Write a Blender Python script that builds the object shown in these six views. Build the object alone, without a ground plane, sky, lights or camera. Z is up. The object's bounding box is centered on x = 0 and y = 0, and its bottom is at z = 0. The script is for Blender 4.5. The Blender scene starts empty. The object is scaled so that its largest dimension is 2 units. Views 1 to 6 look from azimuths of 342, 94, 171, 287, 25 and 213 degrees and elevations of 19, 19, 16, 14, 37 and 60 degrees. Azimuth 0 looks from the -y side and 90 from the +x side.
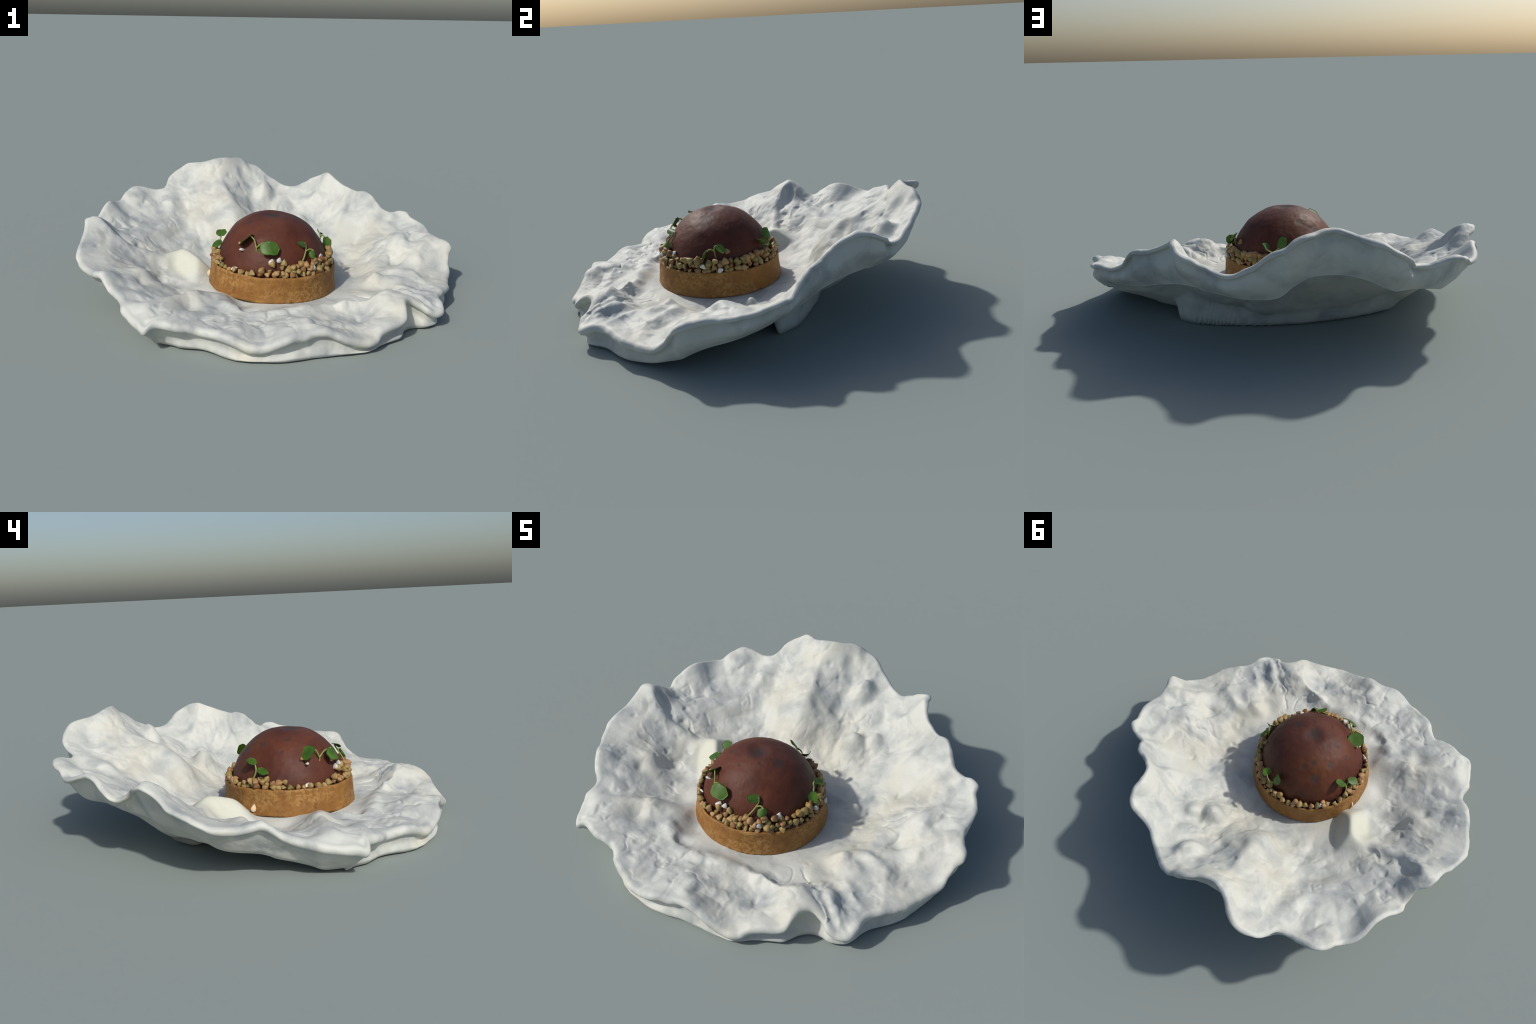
"""A chocolate dome tartlet with buckwheat and cress on a rough, oyster-like white plate."""
import bpy, math, random
import numpy as np
from mathutils import Vector, Matrix

random.seed(7)
TART_C = np.array([-0.018, -0.172])          # axis of the tartlet, also the pole of the plate mesh

# ------------------------------------------------------------------ helpers
def smooth(a, b, x):
    t = np.clip((np.asarray(x, float) - a) / (b - a), 0, 1)
    return t * t * (3 - 2 * t)


def perlin(P, seed=0):
    """Gradient noise of points P (n,3), about -1..1."""
    P = np.asarray(P, float)
    I = np.floor(P).astype(np.int64)
    f = P - I
    w = f * f * f * (f * (f * 6 - 15) + 10)
    out = np.zeros(len(P))
    for dx in (0, 1):
        for dy in (0, 1):
            for dz in (0, 1):
                h = (I[:, 0] + dx) * 374761393 + (I[:, 1] + dy) * 668265263 + (I[:, 2] + dz) * 2147483647 + seed * 974634211
                h = (h ^ (h >> 13)) * 1274126177
                h = h & 0x7fffffff
                h = h ^ (h >> 16)
                a = (h & 1023) / 1024 * 2 * np.pi
                c = ((h >> 10) & 1023) / 512 - 1
                s = np.sqrt(np.maximum(0, 1 - c * c))
                g = (s * np.cos(a)) * (f[:, 0] - dx) + (s * np.sin(a)) * (f[:, 1] - dy) + c * (f[:, 2] - dz)
                wt = ((w[:, 0] if dx else 1 - w[:, 0]) * (w[:, 1] if dy else 1 - w[:, 1]) * (w[:, 2] if dz else 1 - w[:, 2]))
                out += wt * g
    return out * 1.5


def fbm(P, scale, octaves=3, seed=0, gain=0.5):
    P = np.asarray(P, float) / scale
    out, amp = 0, 1.0
    for o in range(octaves):
        out = out + amp * perlin(P * 2 ** o + 17.3 * o, seed + o)
        amp *= gain
    return out


class ThinPlate:
    """Smoothest surface z(x, y) through a set of measured points."""
    def __init__(self, pts, stiff=1e-4):
        pts = np.array(pts, float)
        self.p = pts[:, :2]
        n = len(pts)
        A = np.zeros((n + 3, n + 3))
        A[:n, :n] = self.k(self.p, self.p) + np.eye(n) * stiff
        A[:n, n] = 1
        A[:n, n + 1:] = self.p
        A[n:, :n] = A[:n, n:].T
        self.w = np.linalg.solve(A, np.r_[pts[:, 2], 0, 0, 0])

    @staticmethod
    def k(a, b):
        d2 = ((a[:, None] - b[None]) ** 2).sum(2)
        return 0.5 * d2 * np.log(d2 + 1e-12)

    def __call__(self, xy):
        out = np.zeros(len(xy))
        n = len(self.p)
        for i in range(0, len(xy), 20000):
            q = xy[i:i + 20000]
            out[i:i + 20000] = self.k(q, self.p) @ self.w[:n] + self.w[n] + q @ self.w[n + 1:]
        return out


def closed_spline(P, n):
    """Catmull-Rom loop through P, resampled to n points at equal steps of angle round the pole."""
    P = np.array(P, float)
    m = len(P)
    u = np.linspace(0, m, m * 24, endpoint=False)
    i = u.astype(int)
    t = (u - i)[:, None]
    a, b, c, d = P[(i - 1) % m], P[i], P[(i + 1) % m], P[(i + 2) % m]
    Q = 0.5 * (2 * b + (c - a) * t + (2 * a - 5 * b + 4 * c - d) * t ** 2 + (3 * b - a - 3 * c + d) * t ** 3)
    s = np.r_[0, np.cumsum(np.linalg.norm(np.diff(np.vstack([Q, Q[:1]]), axis=0), axis=1))]
    Q = np.vstack([Q, Q[:1]])
    g = np.linspace(0, s[-1], n, endpoint=False)
    return np.stack([np.interp(g, s, Q[:, k]) for k in range(3)], 1)


def mesh_object(name, verts, faces, mat, parent=None, smooth_shade=True):
    me = bpy.data.meshes.new(name)
    me.from_pydata([tuple(v) for v in verts], [], [tuple(f) for f in faces])
    me.update()
    if smooth_shade:
        me.polygons.foreach_set("use_smooth", [True] * len(me.polygons))
    me.materials.append(mat)
    ob = bpy.data.objects.new(name, me)
    bpy.context.scene.collection.objects.link(ob)
    if parent:
        ob.parent = parent
    return ob


def grid_faces(rows, cols, wrap=True, base=0):
    f = []
    for r in range(rows - 1):
        for c in range(cols if wrap else cols - 1):
            c2 = (c + 1) % cols
            f.append((base + r * cols + c, base + r * cols + c2, base + (r + 1) * cols + c2, base + (r + 1) * cols + c))
    return f


# ------------------------------------------------------------------ material tools
class Nodes:
    def __init__(self, name):
        self.mat = bpy.data.materials.new(name)
        self.mat.use_nodes = True
        self.t = self.mat.node_tree
        self.bsdf = self.t.nodes["Principled BSDF"]
        self.out = self.t.nodes["Material Output"]
        self.coord = self.t.nodes.new("ShaderNodeTexCoord").outputs["Object"]

    def new(self, kind, **kw):
        n = self.t.nodes.new(kind)
        for k, v in kw.items():
            setattr(n, k, v)
        return n

    def link(self, a, b):
        self.t.links.new(a, b)

    def put(self, sock, val):
        if hasattr(val, "is_linked"):
            self.link(val, sock)
        else:
            sock.default_value = val

    def noise(self, scale, detail=3, rough=0.5, vec=None, distort=0.0):
        n = self.new("ShaderNodeTexNoise")
        n.inputs["Scale"].default_value = scale
        n.inputs["Detail"].default_value = detail
        n.inputs["Roughness"].default_value = rough
        n.inputs["Distortion"].default_value = distort
        self.link(vec or self.coord, n.inputs["Vector"])
        return n.outputs["Fac"]

    def voronoi(self, scale, feature="F1", vec=None, rand=1.0):
        n = self.new("ShaderNodeTexVoronoi", feature=feature)
        n.inputs["Scale"].default_value = scale
        n.inputs["Randomness"].default_value = rand
        self.link(vec or self.coord, n.inputs["Vector"])
        return n.outputs["Distance"]

    def ramp(self, fac, stops, interp="LINEAR"):
        n = self.new("ShaderNodeValToRGB")
        n.color_ramp.interpolation = interp
        el = n.color_ramp.elements
        while len(el) < len(stops):
            el.new(0.5)
        for e, (p, c) in zip(el, stops):
            e.position = p
            e.color = (c, c, c, 1) if isinstance(c, (int, float)) else (*c, 1)
        self.link(fac, n.inputs["Fac"])
        return n.outputs["Color"]

    def mix(self, fac, a, b, blend="MIX"):
        n = self.new("ShaderNodeMix", data_type="RGBA", blend_type=blend)
        self.put(n.inputs["Factor"], fac)
        self.put(n.inputs["A"] if False else n.inputs[6], a if hasattr(a, "is_linked") else (*a, 1))
        self.put(n.inputs[7], b if hasattr(b, "is_linked") else (*b, 1))
        return n.outputs[2]

    def math(self, op, a, b=0.0):
        n = self.new("ShaderNodeMath", operation=op)
        self.put(n.inputs[0], a)
        self.put(n.inputs[1], b)
        return n.outputs[0]

    def near(self, centre, radius, soft=0.35):
        """1 inside a ball round centre (object space), falling to 0 at radius."""
        d = self.new("ShaderNodeVectorMath", operation="DISTANCE")
        self.link(self.coord, d.inputs[0])
        d.inputs[1].default_value = centre
        n = self.new("ShaderNodeMapRange", interpolation_type="SMOOTHSTEP")
        self.link(d.outputs["Value"], n.inputs["Value"])
        n.inputs["From Min"].default_value = radius * (1 - soft)
        n.inputs["From Max"].default_value = radius
        n.inputs["To Min"].default_value = 1
        n.inputs["To Max"].default_value = 0
        return n.outputs["Result"]

    def bump(self, height, strength, dist):
        n = self.new("ShaderNodeBump")
        n.inputs["Strength"].default_value = strength
        n.inputs["Distance"].default_value = dist
        self.link(height, n.inputs["Height"])
        self.link(n.outputs["Normal"], self.bsdf.inputs["Normal"])

    def set(self, **kw):
        for k, v in kw.items():
            self.put(self.bsdf.inputs[k.replace("_", " ")], v)
        return self.mat


def glazed_clay():
    m = Nodes("white_clay")
    patch = m.ramp(m.noise(7.5, 4, 0.55, distort=0.4), [(0.44, 0.0), (0.72, 1.0)])
    col = m.mix(patch, (0.54, 0.555, 0.512), (0.33, 0.355, 0.355))  # blue-grey blotches darken the clay with the scan's baked hollow shading and sky tint
    cream = m.ramp(m.noise(3.1, 3, 0.5, distort=0.6), [(0.50, 0.0), (0.70, 1.0)])
    col = m.mix(m.math("MULTIPLY", cream, 0.6), col, (0.54, 0.52, 0.43))
    col = m.mix(m.math("MULTIPLY", m.near((-0.41, 0.06, 0.17), 0.16, 0.45), 0.85), col, (0.56, 0.565, 0.465))
    specks = m.ramp(m.noise(95, 2, 0.6), [(0.735, 0.0), (0.76, 1.0)])
    area = m.ramp(m.noise(4.0, 2, 0.5), [(0.55, 0.0), (0.70, 1.0)])
    col = m.mix(m.math("MULTIPLY", m.math("MULTIPLY", specks, area), 0.45), col, (0.25, 0.22, 0.18))
    m.bump(m.noise(60, 4, 0.6), 0.22, 0.006)
    return m.set(Base_Color=col, Roughness=0.6)


def baked_pastry():
    m = Nodes("baked_pastry")
    base = m.ramp(m.noise(16, 4, 0.6), [(0.3, (0.185, 0.074, 0.010)), (0.7, (0.265, 0.118, 0.020))])
    lace = m.math("MULTIPLY", m.ramp(m.noise(58, 4, 0.7, distort=0.7), [(0.46, 0.0), (0.55, 1.0)]),
                  m.ramp(m.noise(6.5, 3, 0.5), [(0.42, 0.0), (0.58, 1.0)]))
    col = m.mix(m.math("MULTIPLY", lace, 0.65), base, (0.38, 0.22, 0.068))
    pits = m.ramp(m.noise(105, 2, 0.5), [(0.66, 0.0), (0.71, 1.0)])
    col = m.mix(m.math("MULTIPLY", pits, 0.7), col, (0.10, 0.035, 0.018))
    m.bump(m.noise(110, 4, 0.65), 0.35, 0.004)
    return m.set(Base_Color=col, Roughness=0.72)


def chocolate_velvet():
    m = Nodes("chocolate_velvet")
    base = m.ramp(m.noise(9, 4, 0.6), [(0.3, (0.060, 0.016, 0.010)), (0.7, (0.108, 0.033, 0.017))])
    rust = m.math("MULTIPLY", m.near((-0.13, -0.02, 0.38), 0.17, 0.8), m.ramp(m.noise(14, 3), [(0.35, 0.2), (0.65, 1.0)]))
    col = m.mix(m.math("MULTIPLY", rust, 0.6), base, (0.135, 0.050, 0.014))
    painted_sheen = m.math("MULTIPLY", m.near((0.0, -0.19, 0.48), 0.24, 0.85), m.ramp(m.noise(10, 3), [(0.3, 0.25), (0.7, 0.9)]))  # soft grey sky reflection near the apex, tinted into the chocolate colour
    col = m.mix(m.math("MULTIPLY", painted_sheen, 0.35), col, (0.085, 0.056, 0.055))
    for c, r in CHOC_SCARS:
        col = m.mix(m.math("MULTIPLY", m.near(c, r, 0.5), 0.7), col, (0.045, 0.032, 0.030))
    m.bump(m.noise(70, 4, 0.6), 0.18, 0.004)
    return m.set(Base_Color=col, Roughness=0.55, Specular_IOR_Level=0.22)


def grain_skin(name, stops):
    m = Nodes(name)
    rnd = m.new("ShaderNodeObjectInfo").outputs["Random"]
    body = m.ramp(rnd, stops)
    tone = m.ramp(m.noise(45, 3, 0.6), [(0.35, 0.75), (0.65, 1.12)])
    col = m.mix(1.0, body, tone, "MULTIPLY")
    m.bump(m.noise(160, 3), 0.25, 0.002)
    return m.set(Base_Color=col, Roughness=0.5)


def plain(name, col, rough=0.6, vary=0.2, scale=40):
    m = Nodes(name)
    c = m.ramp(m.noise(scale, 3), [(0.3, tuple(x * (1 - vary) for x in col)), (0.7, tuple(min(1, x * (1 + vary)) for x in col))])
    return m.set(Base_Color=c, Roughness=rough)


def leaf_green():
    m = Nodes("cress_green")
    c = m.ramp(m.noise(30, 3), [(0.3, (0.042, 0.105, 0.008)), (0.7, (0.085, 0.185, 0.016))])
    m.set(Base_Color=c, Roughness=0.5)
    tr = m.new("ShaderNodeBsdfTranslucent")
    tr.inputs["Color"].default_value = (0.12, 0.25, 0.02, 1)
    mx = m.new("ShaderNodeMixShader")
    mx.inputs[0].default_value = 0.22
    m.link(m.bsdf.outputs[0], mx.inputs[1])
    m.link(tr.outputs[0], mx.inputs[2])
    m.link(mx.outputs[0], m.out.inputs["Surface"])
    return m.mat


# ------------------------------------------------------------------ the plate
# The wavy lip, going counter-clockwise seen from above: middle of its rounded outer face.
RIM = [
    (-0.724, -0.679, 0.150), (-0.678, -0.695, 0.149), (-0.634, -0.718, 0.141), (-0.584, -0.721, 0.132), (-0.537, -0.726, 0.114), 
    (-0.501, -0.761, 0.116), (-0.471, -0.802, 0.118), (-0.432, -0.833, 0.110), (-0.391, -0.858, 0.091), (-0.347, -0.880, 0.079), 
    (-0.299, -0.896, 0.079), (-0.254, -0.913, 0.096), (-0.208, -0.924, 0.114), (-0.159, -0.921, 0.125), (-0.109, -0.915, 0.120), 
    (-0.060, -0.909, 0.130), (-0.009, -0.914, 0.131), (0.037, -0.917, 0.109), (0.083, -0.924, 0.087), (0.131, -0.930, 0.071), 
    (0.181, -0.933, 0.064), (0.229, -0.917, 0.065), (0.268, -0.891, 0.084), (0.315, -0.873, 0.096), (0.363, -0.858, 0.105), 
    (0.407, -0.842, 0.121), (0.427, -0.804, 0.147), (0.445, -0.761, 0.167), (0.483, -0.734, 0.161), (0.524, -0.743, 0.133), 
    (0.560, -0.769, 0.112), (0.605, -0.770, 0.090), (0.653, -0.753, 0.090), (0.674, -0.709, 0.103), (0.683, -0.660, 0.111), 
    (0.708, -0.616, 0.116), (0.747, -0.584, 0.116), (0.786, -0.552, 0.110), (0.819, -0.513, 0.107), (0.842, -0.467, 0.102), 
    (0.867, -0.423, 0.101), (0.896, -0.381, 0.108), (0.923, -0.342, 0.125), (0.936, -0.303, 0.156), (0.950, -0.276, 0.196), 
    (0.979, -0.250, 0.228), (0.977, -0.205, 0.245), (0.961, -0.157, 0.248), (0.949, -0.108, 0.256), (0.952, -0.058, 0.264), 
    (0.963, -0.009, 0.273), (0.967, 0.040, 0.284), (0.956, 0.089, 0.291), (0.940, 0.137, 0.302), (0.935, 0.184, 0.319), 
    (0.904, 0.221, 0.323), (0.861, 0.244, 0.311), (0.817, 0.260, 0.329), (0.793, 0.286, 0.365), (0.774, 0.319, 0.400), 
    (0.746, 0.357, 0.416), (0.700, 0.377, 0.418), (0.660, 0.403, 0.436), (0.629, 0.438, 0.456), (0.609, 0.480, 0.477), 
    (0.597, 0.526, 0.495), (0.597, 0.577, 0.495), (0.586, 0.623, 0.480), (0.556, 0.658, 0.459), (0.512, 0.673, 0.439), 
    (0.467, 0.682, 0.417), (0.425, 0.701, 0.395), (0.387, 0.733, 0.388), (0.348, 0.764, 0.400), (0.312, 0.793, 0.422), 
    (0.275, 0.819, 0.446), (0.242, 0.841, 0.477), (0.204, 0.862, 0.504), (0.157, 0.871, 0.519), (0.116, 0.864, 0.547), 
    (0.070, 0.854, 0.561), (0.027, 0.829, 0.565), (-0.021, 0.813, 0.575), (-0.071, 0.810, 0.572), (-0.115, 0.828, 0.557), 
    (-0.153, 0.858, 0.541), (-0.190, 0.893, 0.532), (-0.233, 0.918, 0.523), (-0.277, 0.922, 0.497), (-0.321, 0.909, 0.476), 
    (-0.359, 0.887, 0.451), (-0.379, 0.851, 0.423), (-0.404, 0.810, 0.407), (-0.451, 0.800, 0.395), (-0.501, 0.805, 0.404), 
    (-0.551, 0.804, 0.418), (-0.599, 0.795, 0.422), (-0.639, 0.766, 0.408), (-0.666, 0.725, 0.394), (-0.693, 0.693, 0.367), 
    (-0.730, 0.659, 0.368), (-0.752, 0.615, 0.380), (-0.765, 0.568, 0.396), (-0.781, 0.521, 0.405), (-0.803, 0.476, 0.395), 
    (-0.829, 0.439, 0.371), (-0.850, 0.400, 0.346), (-0.848, 0.355, 0.323), (-0.852, 0.310, 0.339), (-0.863, 0.274, 0.374), 
    (-0.902, 0.247, 0.392), (-0.924, 0.205, 0.404), (-0.931, 0.158, 0.387), (-0.943, 0.116, 0.360), (-0.962, 0.079, 0.331), 
    (-0.978, 0.033, 0.316), (-0.988, -0.015, 0.303), (-0.994, -0.062, 0.284), (-0.987, -0.107, 0.261), (-0.972, -0.155, 0.250), 
    (-0.953, -0.202, 0.248), (-0.932, -0.249, 0.254), (-0.908, -0.293, 0.260), (-0.893, -0.332, 0.238), (-0.871, -0.366, 0.207), 
    (-0.841, -0.399, 0.181), (-0.835, -0.444, 0.166), (-0.839, -0.494, 0.159), (-0.825, -0.542, 0.148), (-0.809, -0.590, 0.140), 
    (-0.794, -0.639, 0.136), (-0.768, -0.681, 0.127)
]
# Levels of the upper surface between the tartlet and the lip (x, y, z).
BASIN = [
    (-0.25, -0.56, 0.105), (0.0, -0.62, 0.10), (0.16, -0.73, 0.088), (0.03, -0.78, 0.115), (0.29, -0.69, 0.105), (0.36, -0.58, 0.10), (0.35, -0.5, 0.10), (0.5, -0.3, 0.115),
    (0.60, -0.32, 0.145), (0.685, -0.26, 0.15), (0.77, -0.345, 0.13), (0.52, -0.44, 0.12),
    (0.54, 0.04, 0.122), (0.72, 0.11, 0.215), (0.77, -0.06, 0.245), (0.877, -0.186, 0.235), (0.45, 0.15, 0.125), (0.66, 0.355, 0.37), (0.58, 0.31, 0.28),
    (0.42, 0.40, 0.215), (0.50, 0.457, 0.295), (0.30, 0.30, 0.14),
    (0.256, 0.697, 0.345), (0.24, 0.53, 0.265), (0.12, 0.30, 0.125), (-0.08, 0.28, 0.12), (-0.22, 0.30, 0.14), (-0.34, 0.30, 0.155),
    (-0.05, 0.66, 0.43), (-0.134, 0.566, 0.385), (-0.226, 0.765, 0.43), (-0.25, 0.50, 0.275), (-0.38, 0.38, 0.185), (-0.414, 0.631, 0.33), (-0.625, 0.69, 0.38), (-0.70, 0.56, 0.345),
    (-0.52, 0.123, 0.165), (-0.52, 0.40, 0.25), (-0.751, 0.18, 0.30), (-0.79, 0.20, 0.345), (-0.845, 0.232, 0.395), (-0.66, 0.0, 0.175), (-0.63, -0.09, 0.145),
    (-0.728, -0.277, 0.187), (-0.49, -0.113, 0.105), (-0.45, -0.25, 0.095), (-0.49, -0.45, 0.165), (-0.32, -0.373, 0.118), (-0.675, -0.51, 0.175), (-0.56, -0.33, 0.12),
    (-0.4, -0.70, 0.125), (-0.23, -0.74, 0.115), (0.62, -0.55, 0.125),
]
# Knobs on it: x, y, height, radius along / across, direction of the long axis (degrees), sharpness.
KNOBS = [
    (-0.035, 0.43, 0.085, 0.125, 0.085, 90, 2.6),         # cone on the back wall
    (0.215, 0.675, 0.085, 0.065, 0.045, 60, 2.6),
    (0.254, 0.385, 0.095, 0.062, 0.052, 40, 2.6),
    (0.358, 0.440, 0.045, 0.040, 0.036, 40, 2.4),
    (0.405, 0.022, 0.035, 0.030, 0.026, 0, 2.6),
    (0.53, -0.41, 0.030, 0.10, 0.05, -35, 3.0),        # ridges in the front right
    (0.46, -0.36, 0.020, 0.05, 0.03, 20, 2.4),
    (0.20, -0.63, 0.03, 0.09, 0.03, -15, 2.4),
    (0.78, -0.06, 0.020, 0.10, 0.05, 60, 2.4),
    (-0.50, -0.45, 0.015, 0.10, 0.05, 10, 2.4),
]
# Broad swells and hollows: x, y, height, radius.
SWELLS = [
    (-0.685, -0.14, 0.045, 0.07), (-0.065, 0.375, 0.025, 0.06), (0.10, 0.40, 0.028, 0.06), (-0.16, 0.43, 0.025, 0.06), (0.01, 0.23, 0.018, 0.06), (0.32, 0.33, 0.026, 0.06), (0.47, 0.267, 0.02, 0.06),
    (0.46, 0.51, 0.02, 0.06), (0.555, 0.495, 0.028, 0.05), (0.32, 0.64, 0.028, 0.06), (0.35, -0.65, 0.045, 0.07), (0.01, -0.63, 0.02, 0.06), (0.18, -0.66, 0.02, 0.06), (0.68, -0.42, 0.022, 0.06),
    (0.51, -0.03, -0.018, 0.08), (0.47, -0.17, -0.018, 0.08), (-0.53, -0.53, -0.022, 0.07), (-0.69, 0.41, -0.02, 0.06), (0.80, 0.22, -0.02, 0.05), (0.88, 0.09, -0.02, 0.05), (-0.77, 0.21, -0.02, 0.05),
    (-0.29, 0.60, -0.02, 0.05), (-0.47, 0.72, -0.026, 0.05), (0.695, -0.176, -0.035, 0.05), (0.0, 0.5, -0.02, 0.03),
    (0.273, 0.585, 0.018, 0.05), (0.371, 0.393, 0.018, 0.05), (0.366, 0.167, 0.014, 0.05), (-0.78, 0.239, 0.012, 0.05), (-0.635, -0.164, 0.012, 0.05), (-0.094, -0.765, 0.015, 0.05),
    (0.126, -0.654, 0.018, 0.05), (0.69, -0.344, 0.015, 0.05), (0.666, -0.02, 0.015, 0.05), (0.452, -0.407, -0.018, 0.05), (-0.416, -0.268, -0.015, 0.05), (0.617, 0.151, -0.018, 0.05),
    (-0.446, 0.672, -0.018, 0.05), (-0.03, 0.297, -0.02, 0.05), (-0.532, -0.507, -0.02, 0.05), (0.646, 0.35, -0.015, 0.05), (-0.254, -0.437, -0.012, 0.05), (0.508, -0.18, -0.012, 0.05),
    (-0.528, 0.284, -0.018, 0.05), (0.314, 0.551, 0.02, 0.05),
]
# Ridges and furrows: points along the crest, height (negative: a furrow), half width.
RIDGES = [
    ([(-0.75, -0.53), (-0.68, -0.50), (-0.55, -0.445), (-0.42, -0.40), (-0.34, -0.41)], 0.022, 0.050),
    ([(-0.35, -0.50), (-0.21, -0.615), (-0.03, -0.60), (0.09, -0.605)], 0.020, 0.040),
    ([(0.19, -0.60), (0.27, -0.65), (0.37, -0.69), (0.44, -0.63)], 0.018, 0.035),
    ([(0.455, -0.41), (0.51, -0.32), (0.58, -0.31), (0.63, -0.345)], 0.020, 0.032),
    ([(-0.88, 0.21), (-0.75, 0.115), (-0.62, 0.10), (-0.53, 0.085)], 0.032, 0.040),
    ([(0.46, -0.55), (0.53, -0.63), (0.60, -0.72)], 0.020, 0.028),
    ([(0.54, -0.50), (0.61, -0.58), (0.66, -0.64)], 0.016, 0.026),
    ([(-0.02, -0.72), (-0.05, -0.79), (-0.06, -0.85)], 0.016, 0.030),
    ([(0.62, 0.42), (0.52, 0.46), (0.42, 0.56)], 0.018, 0.030),
    ([(0.80, -0.24), (0.88, -0.17), (0.93, -0.10)], 0.018, 0.035),
    ([(-0.62, 0.30), (-0.50, 0.38), (-0.42, 0.50), (-0.40, 0.64)], 0.018, 0.045),
    ([(0.10, 0.55), (0.13, 0.66), (0.10, 0.76)], -0.018, 0.030),
    ([(0.47, 0.40), (0.55, 0.37), (0.66, 0.33)], -0.014, 0.022),
    ([(-0.05, 0.60), (-0.10, 0.70), (-0.12, 0.78)], 0.012, 0.035),
    ([(-0.70, -0.21), (-0.64, -0.165), (-0.585, -0.075)], -0.020, 0.026),
    ([(-0.27, -0.545), (-0.245, -0.555)], -0.022, 0.026),
]
# Lower edge of the skirt that hangs from the lip (x, y, z); in front it stands on the ground.
SKIRT = [
    (0.92, -0.155, 0.106), (0.93, 0.025, 0.160), (0.88, 0.139, 0.185), (0.78, 0.23, 0.205), (0.65, 0.36, 0.242), (0.55, 0.50, 0.292), (0.47, 0.60, 0.285), (0.36, 0.63, 0.262),
    (0.19, 0.68, 0.268), (0.11, 0.73, 0.295), (0.04, 0.77, 0.36), (-0.05, 0.76, 0.372), (-0.12, 0.76, 0.355), (-0.18, 0.75, 0.315), (-0.30, 0.75, 0.295), (-0.45, 0.74, 0.262),
    (-0.60, 0.73, 0.238), (-0.70, 0.60, 0.248), (-0.74, 0.44, 0.255), (-0.77, 0.30, 0.235), (-0.82, 0.17, 0.210), (-0.88, 0.06, 0.195), (-0.88, -0.04, 0.168),
    (-0.88, -0.105, 0.140), (-0.88, -0.16, 0.122), (-0.85, -0.217, 0.115), (-0.83, -0.30, 0.105), (-0.75, -0.367, 0.06), (-0.71, -0.43, 0.010), (-0.69, -0.57, 0.008), (-0.53, -0.72, 0.006), (-0.34, -0.87, 0.005), (0.3, -0.88, 0.006), (0.7, -0.64, 0.006), (0.86, -0.42, 0.010), (0.92, -0.28, 0.055),
]
# Underside inside the skirt: levels (x, y, z); a foot ring stands on the ground at the back.
FOOT = [(0.550, 0.190), (0.49, 0.25), (0.40, 0.29), (0.2, 0.345), (0.0, 0.36), (-0.2, 0.34), (-0.35, 0.305), (-0.45, 0.26), (-0.48, 0.18)]
UNDER = [
    (0.45, 0.385, 0.215), (0.57, 0.33, 0.25), (0.38, 0.46, 0.25), (0.66, 0.21, 0.15), (0.77, 0.21, 0.18), (0.2, 0.415, 0.10), (0.2, 0.47, 0.16), (0.0, 0.43, 0.10), (0.0, 0.48, 0.155), (-0.2, 0.42, 0.10), (-0.2, 0.47, 0.145), (-0.42, 0.36, 0.12), 
    (0.66, 0.12, 0.10), (0.55, 0.08, 0.035), (0.66, 0.0, 0.045), (0.60, 0.0, 0.025), (0.70, -0.2, 0.05), (-0.55, 0.2, 0.045), (-0.68, 0.25, 0.13), (-0.5, 0.28, 0.05), (-0.62, 0.05, 0.08), (-0.66, -0.1, 0.075), (-0.62, -0.3, 0.06), (-0.55, -0.55, 0.06), (-0.45, -0.70, 0.04),
    (-0.7, 0.33, 0.20), (-0.68, 0.49, 0.235), (-0.55, 0.40, 0.15), (-0.55, 0.62, 0.25), (0.75, 0.19, 0.17), (0.6, 0.40, 0.29), (0.5, 0.5, 0.31),
    (0.0, 0.68, 0.33), (0.2, 0.6, 0.24), (-0.3, 0.65, 0.26), (0.3, 0.55, 0.25), (0, 0.1, 0.03), (0.3, 0.1, 0.03), (-0.3, 0.1, 0.03), (0, -0.4, 0.012), (0.4, -0.45, 0.012), (-0.4, -0.45, 0.035),
    (0.0, -0.8, 0), (0.6, -0.6, 0), (-0.25, -0.7, 0.0),
]


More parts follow.
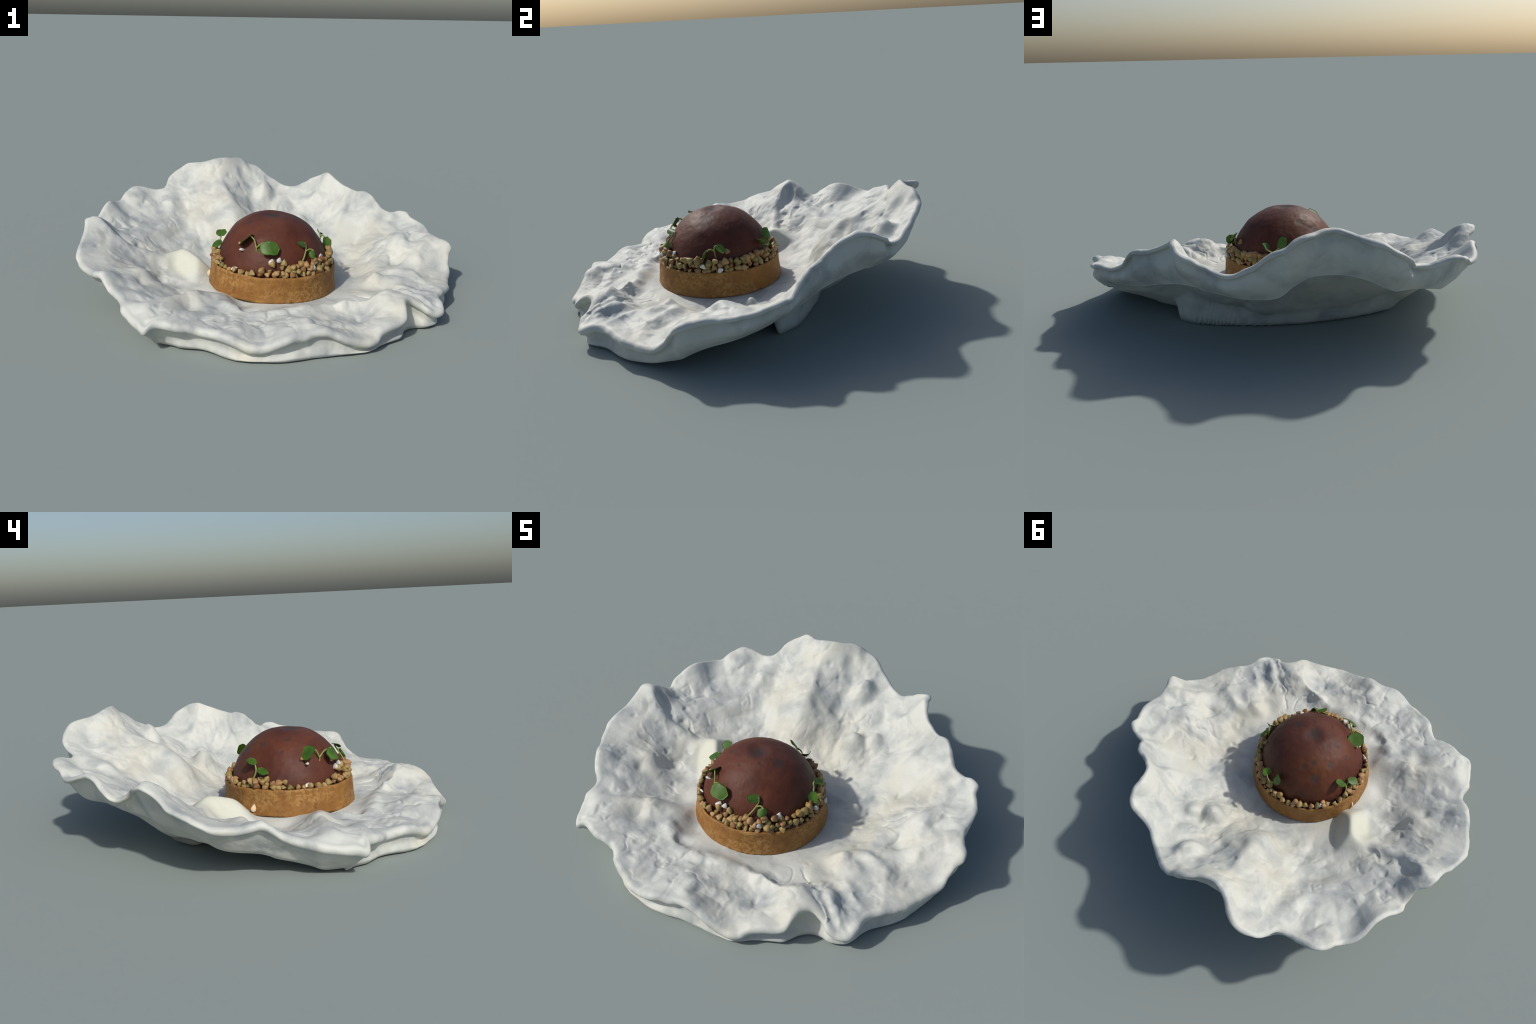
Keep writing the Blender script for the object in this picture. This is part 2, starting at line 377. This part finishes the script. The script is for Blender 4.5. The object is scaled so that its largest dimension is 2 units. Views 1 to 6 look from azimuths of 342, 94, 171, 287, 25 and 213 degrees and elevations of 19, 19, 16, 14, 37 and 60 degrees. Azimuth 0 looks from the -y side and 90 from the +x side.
def build_plate(mat):
    NS = 1000
    R = closed_spline(RIM, NS)
    R[:, 0] += 0.016 * smooth(0.55, 0.98, R[:, 0])
    R[:, 0] -= 0.004 * smooth(0.55, 0.98, -R[:, 0])
    R[:, :2] *= 1.004
    # irregular small ripples of the lip
    tang = np.roll(R, -2, 0) - np.roll(R, 2, 0)
    nrm = np.stack([tang[:, 1], -tang[:, 0], np.zeros(NS)], 1)
    nrm = sum(np.roll(nrm, k, 0) for k in range(-9, 10))      # even out in the tight notches
    nrm /= np.linalg.norm(nrm, axis=1)[:, None]
    back = smooth(-0.45, 0.1, R[:, 1])                       # 0 in front, 1 at the back
    rho = 0.026 - 0.005 * back
    rdir = np.stack([R[:, 0] - TART_C[0], R[:, 1] - TART_C[1], np.zeros(NS)], 1)
    rdir /= np.linalg.norm(rdir, axis=1)[:, None]
    nrm = 0.85 * nrm + 0.15 * rdir
    nrm /= np.linalg.norm(nrm, axis=1)[:, None]
    crest = R - nrm * rho[:, None]
    crest[:, 2] += (0.55 - 0.55 * back) * rho
    idx = np.arange(0, NS, NS // 125)
    floor = [(TART_C[0] + r * math.cos(a), TART_C[1] + r * math.sin(a), 0.095 - 0.022 * r * math.cos(a) - 0.009 * r * math.sin(a))
             for r in (0.15, 0.36) for a in np.arange(0, 6.28, 0.42)]
    top = ThinPlate([tuple(p) for p in crest[idx]] + BASIN + floor, 2e-4)
    under = ThinPlate(UNDER, 1e-4)

    # ---- upper surface: rings from the pole out to the crest of the lip
    NT = 190
    t = np.linspace(0.02, 1, NT) ** 0.9
    P = np.zeros((NT, NS, 3))
    # spokes start on a ring under the tartlet; their spacing there is evened out so that none grazes the lip
    phi = np.unwrap(np.arctan2(crest[:, 1] - TART_C[1], crest[:, 0] - TART_C[0]))
    turn = np.arange(NS) * 2 * np.pi / NS
    dev = phi - turn
    phi = turn + sum(np.roll(dev, k) for k in range(-55, 56)) / 111
    ring0 = np.stack([TART_C[0] + 0.28 * np.cos(phi), TART_C[1] + 0.28 * np.sin(phi)], 1)
    t0 = 0.34
    widths = [0, 3, 6, 10, 16, 24, 36, 54]                     # ever smoother copies of the lip for the inner rings
    copies = [sum(np.roll(crest[:, :2], k, 0) * (w + 1 - abs(k)) for k in range(-w, w + 1)) / (w + 1) ** 2 for w in widths]
    for i, v in enumerate(t):
        if v < t0:
            P[i, :, :2] = TART_C + (ring0 - TART_C) * v / t0
            continue
        q = np.interp((1 - v) * 95, widths, range(len(widths)))
        k = min(int(q), len(widths) - 2)
        outer = copies[k] * (1 - (q - k)) + copies[k + 1] * (q - k)
        P[i, :, :2] = ring0 + (outer - ring0) * (v - t0) / (1 - t0)
    flat = P.reshape(-1, 3)
    z = top(flat[:, :2])
    for x, y, h, a, b, ang, sh in KNOBS:
        c, s = math.cos(math.radians(ang)), math.sin(math.radians(ang))
        dx, dy = flat[:, 0] - x, flat[:, 1] - y
        q = np.sqrt(((dx * c + dy * s) / a) ** 2 + ((-dx * s + dy * c) / b) ** 2)
        z += h * np.exp(-0.9 * q ** sh)
    for x, y, h, r in SWELLS:
        z += h * np.exp(-((flat[:, 0] - x) ** 2 + (flat[:, 1] - y) ** 2) / (r * r) * 0.9)
    calm = np.zeros(len(flat))
    for x, y, h, a, b, ang, sh in KNOBS[:6]:
        calm = np.maximum(calm, np.exp(-((flat[:, 0] - x) ** 2 + (flat[:, 1] - y) ** 2) / (a * a)))
    for line, h, wd in RIDGES:
        q = np.array(line)
        d = np.full(len(flat), 9.0)
        for p0, p1 in zip(q[:-1], q[1:]):
            e = p1 - p0
            k = np.clip(((flat[:, :2] - p0) @ e) / (e @ e), 0, 1)
            d = np.minimum(d, np.linalg.norm(flat[:, :2] - p0 - k[:, None] * e, axis=1))
        z += h * np.exp(-0.9 * (d / wd) ** 2.2)
    # the flat-faced chunk leaning on the tartlet: a long slope on the outer side, a steep face towards the crust
    cx, cy = flat[:, 0] + 0.385, flat[:, 1] - 0.065
    cu, cv = 0.89 * cx + 0.46 * cy, -0.46 * cx + 0.89 * cy
    sides = np.stack([1.45 + cu / 0.075, 1.05 - cu / 0.062, 1.95 - np.abs(cv) / 0.078, np.full(len(flat), 1.30)])
    chunk = -np.log(np.exp(-5 * sides).sum(0)) / 5
    z += 0.088 * np.log1p(np.exp(9 * chunk)) / 9
    edge = np.repeat(t, NS)
    zc = np.tile(crest[:, 2], NT)
    z = z + (zc - np.tile(z[-NS:], NT)) * smooth(0.72, 1.0, edge)   # meet the lip exactly
    rad = np.hypot(flat[:, 0] - TART_C[0], flat[:, 1] - TART_C[1])
    rough = smooth(0.36, 0.52, rad) * (1 - 0.55 * smooth(0.9, 1.0, edge)) * (1 - 0.6 * calm)
    rough *= 1 - 0.75 * smooth(0.20, 0.12, np.hypot(flat[:, 0] + 0.40, flat[:, 1] - 0.06))
    xyz = np.stack([flat[:, 0], flat[:, 1], z * 0.8], 1)
    ang = np.arctan2(flat[:, 1] - TART_C[1], flat[:, 0] - TART_C[0])
    n1 = fbm(xyz, 0.17, 2, 3)
    n2 = fbm(xyz, 0.080, 2, 11)
    lump = np.abs(fbm(xyz + 0.02 * np.stack([n2, n1, n2], 1), 0.150, 1, 13)) - 0.3     # rounded lumps with pinched valleys between
    dint = -smooth(0.42, 0.85, fbm(xyz, 0.062, 1, 17))                                  # scattered thumb-tip hollows
    busy = smooth(-0.35, 0.35, fbm(xyz, 0.30, 1, 5))                     # smooth stretches between the lumps
    flow = np.stack([np.cos(ang) * 3.0, np.sin(ang) * 3.0, rad * 2.0], 1) + 0.22 * np.stack([n1, n2, n1], 1)
    n3 = 1 - np.abs(fbm(flow, 0.42, 2, 21)) * 2.2                        # folds that run outwards
    n3 = np.maximum(n3, -0.4) * smooth(0.0, 0.4, fbm(xyz, 0.26, 1, 25)) * smooth(0.5, 0.65, rad)
    n4 = fbm(xyz, 0.028, 2, 31)
    c1 = fbm(xyz * [1, 1, 0.6] + 0.05 * np.stack([n1, n2, n1], 1), 0.20, 2, 33)
    crease = -np.exp(-(c1 / 0.075) ** 2) * smooth(-0.05, 0.35, fbm(xyz, 0.24, 1, 35))      # pinched lines in the clay
    flat[:, 2] = z
    # push along the surface normal
    G = flat.reshape(NT, NS, 3)
    du = np.roll(G, -1, 1) - np.roll(G, 1, 1)
    dv = np.gradient(G, axis=0)
    N = np.cross(du, dv).reshape(-1, 3)
    N /= np.linalg.norm(N, axis=1)[:, None] + 1e-12
    N *= np.sign(N[:, 2:3])
    disp = rough * (0.008 * n1 + (0.012 + 0.010 * busy) * lump + 0.009 * dint + (0.0015 + 0.005 * busy) * n2 + 0.005 * n3 + (0.0004 + 0.0011 * busy) * n4 + 0.0045 * crease) - 0.002 * rough
    flat = flat + N * disp[:, None]
    G = flat.reshape(NT, NS, 3)

    # ---- lip: half a turn round the edge
    crest = G[-1].copy()
    low = R - nrm * rho[:, None]
    low[:, 2] -= 1.3 * rho
    NL = 9
    lip = []
    for i in range(1, NL):
        a = math.pi * i / NL
        ring = R + nrm * (rho * (math.sin(a) - 1))[:, None]
        ring[:, 2] = (crest[:, 2] + low[:, 2]) / 2 + (crest[:, 2] - low[:, 2]) / 2 * math.cos(a)
        keep = (1 + math.cos(a)) / 2
        ring[:, :2] += (crest - (R - nrm * rho[:, None]))[:, :2] * keep ** 2
        lip.append(ring)
    lip = np.array(lip)
    lp = lip.reshape(-1, 3)
    lip = (lp + np.tile(nrm, (NL - 1, 1)) * (0.004 * fbm(lp, 0.07, 2, 41))[:, None]).reshape(NL - 1, NS, 3)

    # ---- skirt: the thick outer wall below the lip
    NW = 26
    sk = np.array(SKIRT)
    sa = np.arctan2(sk[:, 1] - TART_C[1], sk[:, 0] - TART_C[0])
    o = np.argsort(sa)
    zs = np.interp(np.arctan2(R[:, 1] - TART_C[1], R[:, 0] - TART_C[0]), sa[o], sk[o, 2], period=2 * np.pi)
    zs = sum(np.roll(zs, k) for k in range(-12, 13)) / 25
    zs = np.minimum(zs, low[:, 2] - 0.015)
    Rs = sum(np.roll(R, k, 0) for k in range(-45, 46)) / 91            # the foot of the wall follows the lip loosely
    inset = np.interp(np.arctan2(R[:, 1] - TART_C[1], R[:, 0] - TART_C[0]), np.radians([-180, -165, -150, -134, -120, -20, -5, 12, 30, 50, 80, 120, 150]),
                      [0.085, 0.10, 0.11, 0.05, 0.002, 0.010, 0.03, 0.03, 0.055, 0.06, 0.075, 0.065, 0.085], period=2 * np.pi)
    loose = (0.38 + 0.32 * back)[:, None]
    hem = (1 - loose) * R + loose * Rs - nrm * inset[:, None]
    belly = 0.022 * back * smooth(-0.75, -0.35, R[:, 0])                                               # the wall swells a little below the lip before it recedes
    groove = (0.004 + 0.013 * smooth(-0.2, 0.5, fbm(R, 0.16, 1, 43))) * smooth(-0.55, -0.75, R[:, 1])
    wall = []
    for i in range(NW):
        w = i / (NW - 1)
        ring = low * (1 - w) + hem * w
        ring[:, 2] = low[:, 2] * (1 - w) + zs * w
        g = math.sin(math.pi * min(1, w * 1.25)) ** 1.5 if w < 0.8 else 0
        ring -= nrm * (groove * g)[:, None]
        ring += nrm * (belly * math.sin(math.pi * min(1.0, w * 1.15)) ** 1.0)[:, None] if w * 1.15 < 1 else 0
        ring -= nrm * (0.012 * max(0, w - 0.78) ** 2 / 0.0484)  # tucked under at the bottom
        wall.append(ring)
    wall = np.array(wall)
    wp = wall.reshape(-1, 3)
    fade = np.repeat(np.sin(np.linspace(0, np.pi, NW)), NS)
    wall = (wp + np.tile(nrm, (NW, 1)) * (fade * (0.006 * fbm(wp, 0.11, 3, 47)))[:, None]).reshape(NW, NS, 3)

    # ---- underside: from the foot of the skirt inwards
    NU = 70
    u = np.linspace(0, 1, NU) ** 1.5
    start = wall[-1].copy()
    dist = np.linalg.norm(start[:, :2] - TART_C, axis=1)
    U = np.zeros((NU, NS, 3))
    for k in range(2):
        U[:, :, k] = start[None, :, k] + u[:, None] * 0.985 * (TART_C[k] - start[None, :, k])
    uf = U.reshape(-1, 3)
    zb = under(uf[:, :2])
    ue = np.repeat(u, NS) * np.tile(dist, NU)
    blend = smooth(0, 1, ue / 0.07)
    zb = np.tile(start[:, 2], NU) * (1 - blend) + zb * blend
    foot = np.array(FOOT)
    seg = np.concatenate([foot[i] + np.linspace(0, 1, 12, endpoint=False)[:, None] * (foot[i + 1] - foot[i]) for i in range(len(foot) - 1)])
    fd = np.full(len(uf), 9.0)
    for q in seg:                                        # a ridge that reaches down to the ground
        fd = np.minimum(fd, np.hypot(uf[:, 0] - q[0], uf[:, 1] - q[1] + 0.02))
    zb = zb * smooth(0.014, np.interp(uf[:, 0], [-0.3, 0.3], [0.09, 0.038]), fd)
    ceil = top(uf[:, :2]) - 0.03 - 0.02 * smooth(0.0, 0.3, ue)
    zb = np.minimum(zb, np.maximum(ceil, 0.004))
    zb += 0.006 * fbm(uf, 0.12, 2, 51) * smooth(0.02, 0.1, ue) * smooth(0.0, 0.05, zb)
    uf[:, 2] = np.maximum(zb, 0.0)
    U = uf.reshape(NU, NS, 3)
    lip = np.concatenate([lip, wall])

    rings = np.concatenate([G, lip, U])
    verts = rings.reshape(-1, 3)
    verts[:, 2] = np.maximum(verts[:, 2], 0.0)
    faces = grid_faces(len(rings), NS)
    n = len(verts)
    verts = np.vstack([verts, [[TART_C[0], TART_C[1], G[0, :, 2].mean()], [TART_C[0], TART_C[1], U[-1, :, 2].mean()]]])
    last = (len(rings) - 1) * NS
    faces += [(n, (c + 1) % NS, c) for c in range(NS)] + [(n + 1, last + c, last + (c + 1) % NS) for c in range(NS)]
    faces = [tuple(reversed(f)) for f in faces]
    ob = mesh_object("plate", verts, faces, mat)
    ob["label"] = "rough white oyster-shaped ceramic plate with a wavy raised rim"
    ob["category"] = "plate"
    return ob


# ------------------------------------------------------------------ the tartlet
TILT = Matrix(((1, 0, 0), (0, 1, 0), (-0.025, -0.005, 1)))      # a slight lean, as a shear
CHOC_SCARS = [((-0.176, -0.092, 0.411), 0.026), ((-0.158, -0.207, 0.437), 0.018), ((-0.14, 0.0, 0.371), 0.034), ((-0.225, -0.193, 0.388), 0.014),
              ((-0.098, -0.045, 0.433), 0.020), ((-0.066, -0.011, 0.415), 0.022), ((0.089, -0.211, 0.443), 0.032), ((-0.021, -0.189, 0.474), 0.056), ((-0.021, -0.189, 0.468), 0.026),
              ((0.02, -0.26, 0.455), 0.013), ((-0.07, -0.29, 0.437), 0.012)]
DOME_R, DOME_Z, DOME_H = 0.284, 0.225, 0.247


def lean(P):
    P = np.array(P, float)
    P[..., 2] += -0.025 * (P[..., 0] - TART_C[0]) - 0.005 * (P[..., 1] - TART_C[1])
    return P


def dome_height(r):
    k = np.clip(1 - (np.clip(r, 0, DOME_R) / DOME_R) ** 2.2, 0, 1)
    return DOME_Z + DOME_H * k ** (1 / 1.55)


def revolve(profile, n=240):
    a = np.linspace(0, 2 * np.pi, n, endpoint=False)
    P = np.zeros((len(profile), n, 3))
    for i, (r, z) in enumerate(profile):
        P[i, :, 0] = TART_C[0] + r * np.cos(a)
        P[i, :, 1] = TART_C[1] + r * np.sin(a)
        P[i, :, 2] = z
    return P


def polyline(points, n):
    p = np.array(points, float)
    s = np.r_[0, np.cumsum(np.linalg.norm(np.diff(p, axis=0), axis=1))]
    t = np.linspace(0, s[-1], n)
    return np.stack([np.interp(t, s, p[:, k]) for k in range(2)], 1)


def build_crust(parent):
    prof = [(0.02, 0.092), (0.30, 0.092), (0.325, 0.094), (0.330, 0.100), (0.328, 0.112), (0.325, 0.14), (0.322, 0.17), (0.3205, 0.20),
            (0.3205, 0.216), (0.3185, 0.222), (0.314, 0.2245), (0.309, 0.2225), (0.306, 0.216), (0.304, 0.205)]
    P = lean(revolve(polyline(prof, 90), 420))
    f = P.reshape(-1, 3)
    d = f[:, :2] - TART_C
    out = d / np.linalg.norm(d, axis=1)[:, None]
    w = smooth(0.28, 0.31, np.linalg.norm(d, axis=1))
    bulge = 0.004 * fbm(f, 0.16, 2, 61) + 0.0016 * fbm(f, 0.03, 3, 62)
    f[:, :2] += out * (bulge * w)[:, None]
    f[:, 2] += w * 0.004 * fbm(f * [1, 1, 0.2], 0.09, 2, 63)
    chips = np.maximum(0, fbm(f * [1, 1, 0], 0.022, 2, 64) - 0.35) * 0.012 * (1 - smooth(0.100, 0.112, f[:, 2])) * w
    f[:, 2] += chips
    return mesh_object("pastry_crust", f, grid_faces(P.shape[0], P.shape[1]), baked_pastry(), parent)


def build_filling(parent):
    P = lean(revolve(polyline([(0.20, 0.212), (0.285, 0.214), (0.312, 0.211)], 12), 240))
    f = P.reshape(-1, 3)
    f[:, 2] += 0.003 * fbm(f, 0.05, 2, 71)
    m = Nodes("dark_glaze")
    pale = m.math("MULTIPLY", m.near((0.12, -0.50, 0.22), 0.30, 0.4), m.ramp(m.noise(22, 3), [(0.35, 0.0), (0.5, 1.0)]))
    m.set(Base_Color=m.mix(m.math("MULTIPLY", pale, 0.8), (0.045, 0.014, 0.010), (0.48, 0.36, 0.24)), Roughness=0.4)
    return mesh_object("filling", f, grid_faces(P.shape[0], P.shape[1]), m.mat, parent)


def build_dome(parent):
    q = np.linspace(0, 1, 110)
    r = DOME_R * np.sin(q * np.pi / 2)
    prof = np.stack([np.maximum(r, 0.002), dome_height(r)], 1)
    prof = np.vstack([prof, [(DOME_R, 0.205)]])
    P = revolve(prof, 300)
    f = P.reshape(-1, 3)
    cen = np.array([TART_C[0], TART_C[1], 0.24])
    out = f - cen
    out /= np.linalg.norm(out, axis=1)[:, None]
    disp = 0.0035 * fbm(f, 0.14, 2, 81) + 0.0010 * fbm(f, 0.03, 3, 82)
    for c, rad in CHOC_SCARS:
        g = np.linalg.norm(f - np.array(c), axis=1) / rad
        depth = 0.012 if rad > 0.05 else 0.0018
        disp += -depth * np.exp(-1.6 * g ** 3) + 0.0003 * np.exp(-8 * (g - 1.1) ** 2)
    f = f + out * disp[:, None]
    f = lean(f)
    faces = [tuple(reversed(x)) for x in grid_faces(P.shape[0], P.shape[1])]
    n = len(f)
    f = np.vstack([f, f[:300].mean(0)])
    faces += [(n, c, (c + 1) % 300) for c in range(300)]
    return mesh_object("chocolate_dome", f, faces, chocolate_velvet(), parent)


def groat_mesh(name, seed, mat, ribs=0.0):
    """A buckwheat groat: rounded three-sided pyramid with a blunt point."""
    rnd = np.random.RandomState(seed)
    rows, cols = 13, 24
    V = []
    for i in range(rows):
        s = i / (rows - 1)
        z = -1 + 2 * s
        w = max(0.04, math.sin(math.pi * s ** 0.72) ** 0.82) if 0 < s < 1 else 0.03
        for j in range(cols):
            a = 2 * math.pi * j / cols
            k = a % (2 * math.pi / 3) - math.pi / 3
            tri = 0.62 / math.cos(k) * 0.62 + 0.42 + ribs * math.cos(12 * a)        # flat sides, blunt edges
            V.append((w * tri * 0.95 * math.cos(a), w * tri * 0.95 * math.sin(a), z))
    V = np.array(V) * [1 + 0.1 * rnd.randn(), 1 + 0.1 * rnd.randn(), 1.05]
    V += 0.06 * np.stack([fbm(V, 0.9, 2, seed * 3 + k) for k in range(3)], 1)
    me = bpy.data.meshes.new(name)
    me.from_pydata([tuple(v) for v in V], [], grid_faces(rows, cols))
    me.polygons.foreach_set("use_smooth", [True] * len(me.polygons))
    me.materials.append(mat)
    return me


def scatter_grains(parent):
    rnd = random.Random(5)
    tan = grain_skin("groat_skin", [(0.0, (0.28, 0.17, 0.05)), (0.25, (0.34, 0.235, 0.085)), (0.5, (0.23, 0.18, 0.055)), (0.75, (0.42, 0.24, 0.10)), (1.0, (0.21, 0.095, 0.03))])
    white = grain_skin("puffed_skin", [(0.0, (0.72, 0.70, 0.64)), (1.0, (0.60, 0.58, 0.54))])
    shapes = [groat_mesh("buckwheat_grain", 91 + k, tan) for k in range(5)]
    puffed = groat_mesh("puffed_grain", 101, white, 0.05)

    def add(name, me, pos, size, rot):
        ob = bpy.data.objects.new(name, me)
        bpy.context.scene.collection.objects.link(ob)
        ob.parent = parent
        ob.location = Vector(lean(np.array(pos)))
        ob.rotation_euler = rot
        ob.scale = size
        return ob

    # how many rows lie between crust and dome, by direction (degrees from +x)
    density = [(0, 3.0), (45, 3.0), (70, 2.6), (88, 1.5), (105, 1.2), (140, 1.3), (160, 2.4), (178, 2.2), (192, 1.0), (222, 0.95), (238, 1.3), (252, 3.0), (300, 3.3), (360, 3.0)]
    rows = [(0.302, 0.231), (0.299, 0.252), (0.291, 0.272), (0.284, 0.292)]
    for k, (r, z) in enumerate(rows):
        a = 3.0 * k
        while a < 360 + 3.0 * k:
            d = np.interp(a % 360, [p[0] for p in density], [p[1] for p in density])
            a += 5.8 * rnd.uniform(0.65, 1.35)
            if rnd.random() > d - k:
                continue
            rr = r + rnd.uniform(-0.009, 0.007)
            ang = math.radians(a)
            s = 0.0172 * rnd.uniform(0.68, 1.16)
            add("buckwheat_grain", shapes[rnd.randrange(5)],
                (TART_C[0] + rr * math.cos(ang), TART_C[1] + rr * math.sin(ang), z + rnd.uniform(-0.007, 0.008)),
                (s, s, s), (rnd.uniform(0, 6.28), rnd.uniform(0, 6.28), rnd.uniform(0, 6.28)))
    for p in [(0.23, -0.093, 0.312), (-0.05, -0.443, 0.288), (-0.108, -0.44, 0.285), (0.262, -0.25, 0.285), (-0.228, -0.292, 0.352), (-0.145, -0.42, 0.335)]:
        s = 0.0165 if p[2] < 0.33 else 0.010
        add("buckwheat_grain", shapes[rnd.randrange(5)], p, (s, s, s), (rnd.uniform(0, 6), rnd.uniform(0, 6), rnd.uniform(0, 6)))
    for p, s in [((-0.228, -0.321, 0.330), (0.013, 0.008, 0.008)), ((-0.111, -0.432, 0.293), (0.014, 0.015, 0.016)), ((-0.076, -0.440, 0.303), (0.011, 0.013, 0.014)),
                 ((0.167, -0.377, 0.287), (0.011, 0.011, 0.016)), ((0.10, -0.452, 0.26), (0.011, 0.013, 0.013)), ((0.285, -0.215, 0.255), (0.013, 0.013, 0.011)),
                 ((-0.30, -0.20, 0.236), (0.014, 0.010, 0.010)), ((-0.27, -0.325, 0.236), (0.015, 0.009, 0.009)), ((0.30, -0.13, 0.24), (0.012, 0.012, 0.012)),
                 ((-0.21, 0.06, 0.24), (0.013, 0.012, 0.012))]:
        add("puffed_grain", puffed, p, s, (rnd.uniform(-0.6, 0.6), rnd.uniform(-0.6, 0.6), rnd.uniform(0, 6.28)))


def leaf_object(mat, base, tip, side, width, cup, parent):
    """A round notched cress leaf: base = where the stalk joins, side = direction across the blade."""
    base, tip, side = Vector(base), Vector(tip), Vector(side)
    ax = tip - base
    ln = ax.length
    ax.normalize()
    side = (side - ax * side.dot(ax)).normalized()
    nor = ax.cross(side)
    rings, seg = 8, 40
    V, F = [], []
    thick = 0.0028
    for lay in (0, 1):
        for i in range(rings + 1):
            q = i / rings
            for j in range(seg):
                a = 2 * math.pi * j / seg
                lobes = 1 - 0.20 * math.exp(-(((a - math.pi / 2 + math.pi) % (2 * math.pi) - math.pi) / 0.28) ** 2) + 0.035 * math.cos(7 * a + 1)
                x = math.cos(a) * width / 2 * lobes * q
                y = (0.5 + 0.5 * math.sin(a) * lobes * q) * ln
                h = cup * ((2 * x / width) ** 2 + 0.5 * (y / ln - 0.5) ** 2) * width
                h += (0.5 - lay) * thick * (1 - 0.6 * q ** 4)
                V.append(base + ax * y + side * x + nor * h)
    n = (rings + 1) * seg
    for lay in (0, 1):
        for f in grid_faces(rings + 1, seg, True, lay * n):
            F.append(f if lay else tuple(reversed(f)))
    for j in range(seg):
        k = (j + 1) % seg
        F.append((rings * seg + j, rings * seg + k, n + rings * seg + k, n + rings * seg + j))
    return mesh_object("leaf", V, F, mat, parent)


def stem_object(paths, mat, parent):
    cu = bpy.data.curves.new("stem", "CURVE")
    cu.dimensions = "3D"
    cu.bevel_depth = 0.0036
    cu.bevel_resolution = 3
    cu.use_fill_caps = True
    for pts in paths:
        sp = cu.splines.new("BEZIER")
        sp.bezier_points.add(len(pts) - 1)
        for b, p in zip(sp.bezier_points, pts):
            b.co = p
            b.handle_left_type = b.handle_right_type = "AUTO"
    cu.materials.append(mat)
    tmp = bpy.data.objects.new("tmp", cu)
    bpy.context.scene.collection.objects.link(tmp)
    dg = bpy.context.evaluated_depsgraph_get()
    me = bpy.data.meshes.new_from_object(tmp.evaluated_get(dg))
    bpy.data.objects.remove(tmp)
    ob = bpy.data.objects.new("stem", me)
    bpy.context.scene.collection.objects.link(ob)
    ob.parent = parent
    return ob


# sprigs: base, fork, then leaves (joint, tip, across, width, cup)
SPRIGS = [
    ((-0.169, -0.362, 0.328), (-0.168, -0.366, 0.354),
     [((-0.180, -0.330, 0.412), (-0.236, -0.299, 0.348), (-0.032, -0.053, 0.005), 0.098, 0.05),
      ((-0.112, -0.404, 0.396), (-0.126, -0.447, 0.334), (0.08, 0.017, 0.042), 0.096, -0.14)]),
    ((0.038, -0.448, 0.285), (0.071, -0.413, 0.331),
     [((0.076, -0.386, 0.368), (0.030, -0.428, 0.374), (-0.02, 0.03, 0.022), 0.042, 0.2),
      ((0.110, -0.414, 0.338), (0.106, -0.444, 0.296), (0.03, 0.02, 0.0), 0.046, -0.3)]),
    ((0.243, -0.148, 0.262), (0.252, -0.159, 0.318),
     [((0.240, -0.150, 0.345), (0.274, -0.102, 0.312), (-0.02, 0.0, 0.02), 0.036, 0.25),
      ((0.262, -0.194, 0.325), (0.275, -0.216, 0.268), (0.048, 0.007, 0.0), 0.05, 0.2)]),
    ((0.059, 0.087, 0.235), (0.085, 0.10, 0.285),
     [((0.060, 0.106, 0.308), (0.030, 0.086, 0.372), (-0.03, 0.025, 0.0), 0.054, 0.18),
      ((0.115, 0.078, 0.298), (0.136, 0.056, 0.335), (0.02, 0.03, 0.0), 0.05, 0.3)]),
    ((-0.297, -0.044, 0.240), (-0.288, -0.078, 0.285),
     [((-0.268, -0.080, 0.334), (-0.256, -0.034, 0.360), (0.9, -0.1, 0.2), 0.056, -0.07),
      ((-0.283, -0.101, 0.325), (-0.323, -0.147, 0.300), (0.047, -0.045, 0.008), 0.048, -0.06)]),
]


def build_sprigs(parent):
    green = leaf_green()
    stalk = plain("stalk_green", (0.20, 0.25, 0.06), 0.5)
    for base, fork, leaves in SPRIGS:
        sprig = bpy.data.objects.new("cress_sprig", None)
        bpy.context.scene.collection.objects.link(sprig)
        sprig.parent = parent
        b, f = Vector(base), Vector(fork)
        paths = [[b, (b + f) / 2 + Vector((0.002, -0.002, 0)), f]]
        for j, tip, side, w, cup in leaves:
            j2 = Vector(j)
            paths.append([f, (f + j2) / 2 + (f - b).normalized() * 0.006, j2 + (Vector(tip) - j2) * 0.12])
            leaf_object(green, j, tip, side, w, cup, sprig)
        stem_object(paths, stalk, sprig)


def build_husk(parent):
    mat = plain("straw", (0.62, 0.48, 0.30), 0.7)
    me = groat_mesh("seed_husk", 111, mat, 0.06)
    ob = bpy.data.objects.new("seed_husk", me)
    bpy.context.scene.collection.objects.link(ob)
    ob.parent = parent
    ob.location = (-0.334, -0.079, 0.140)
    ob.scale = (0.010, 0.012, 0.019)
    ob.rotation_euler = (0.25, 0.1, 0.4)


def build_tart():
    tart = bpy.data.objects.new("tartlet", None)
    bpy.context.scene.collection.objects.link(tart)
    tart.empty_display_size = 0.1
    tart["label"] = "round pastry tartlet with chocolate dome, buckwheat grains and cress leaves"
    tart["category"] = "dessert"
    build_crust(tart)
    build_filling(tart)
    build_dome(tart)
    scatter_grains(tart)
    build_sprigs(tart)
    build_husk(tart)
    base = Matrix.Translation((TART_C[0], TART_C[1], 0.095))
    tart.matrix_world = base
    for ob in tart.children:
        ob.matrix_parent_inverse = base.inverted()
    return tart


build_plate(glazed_clay())
build_tart()
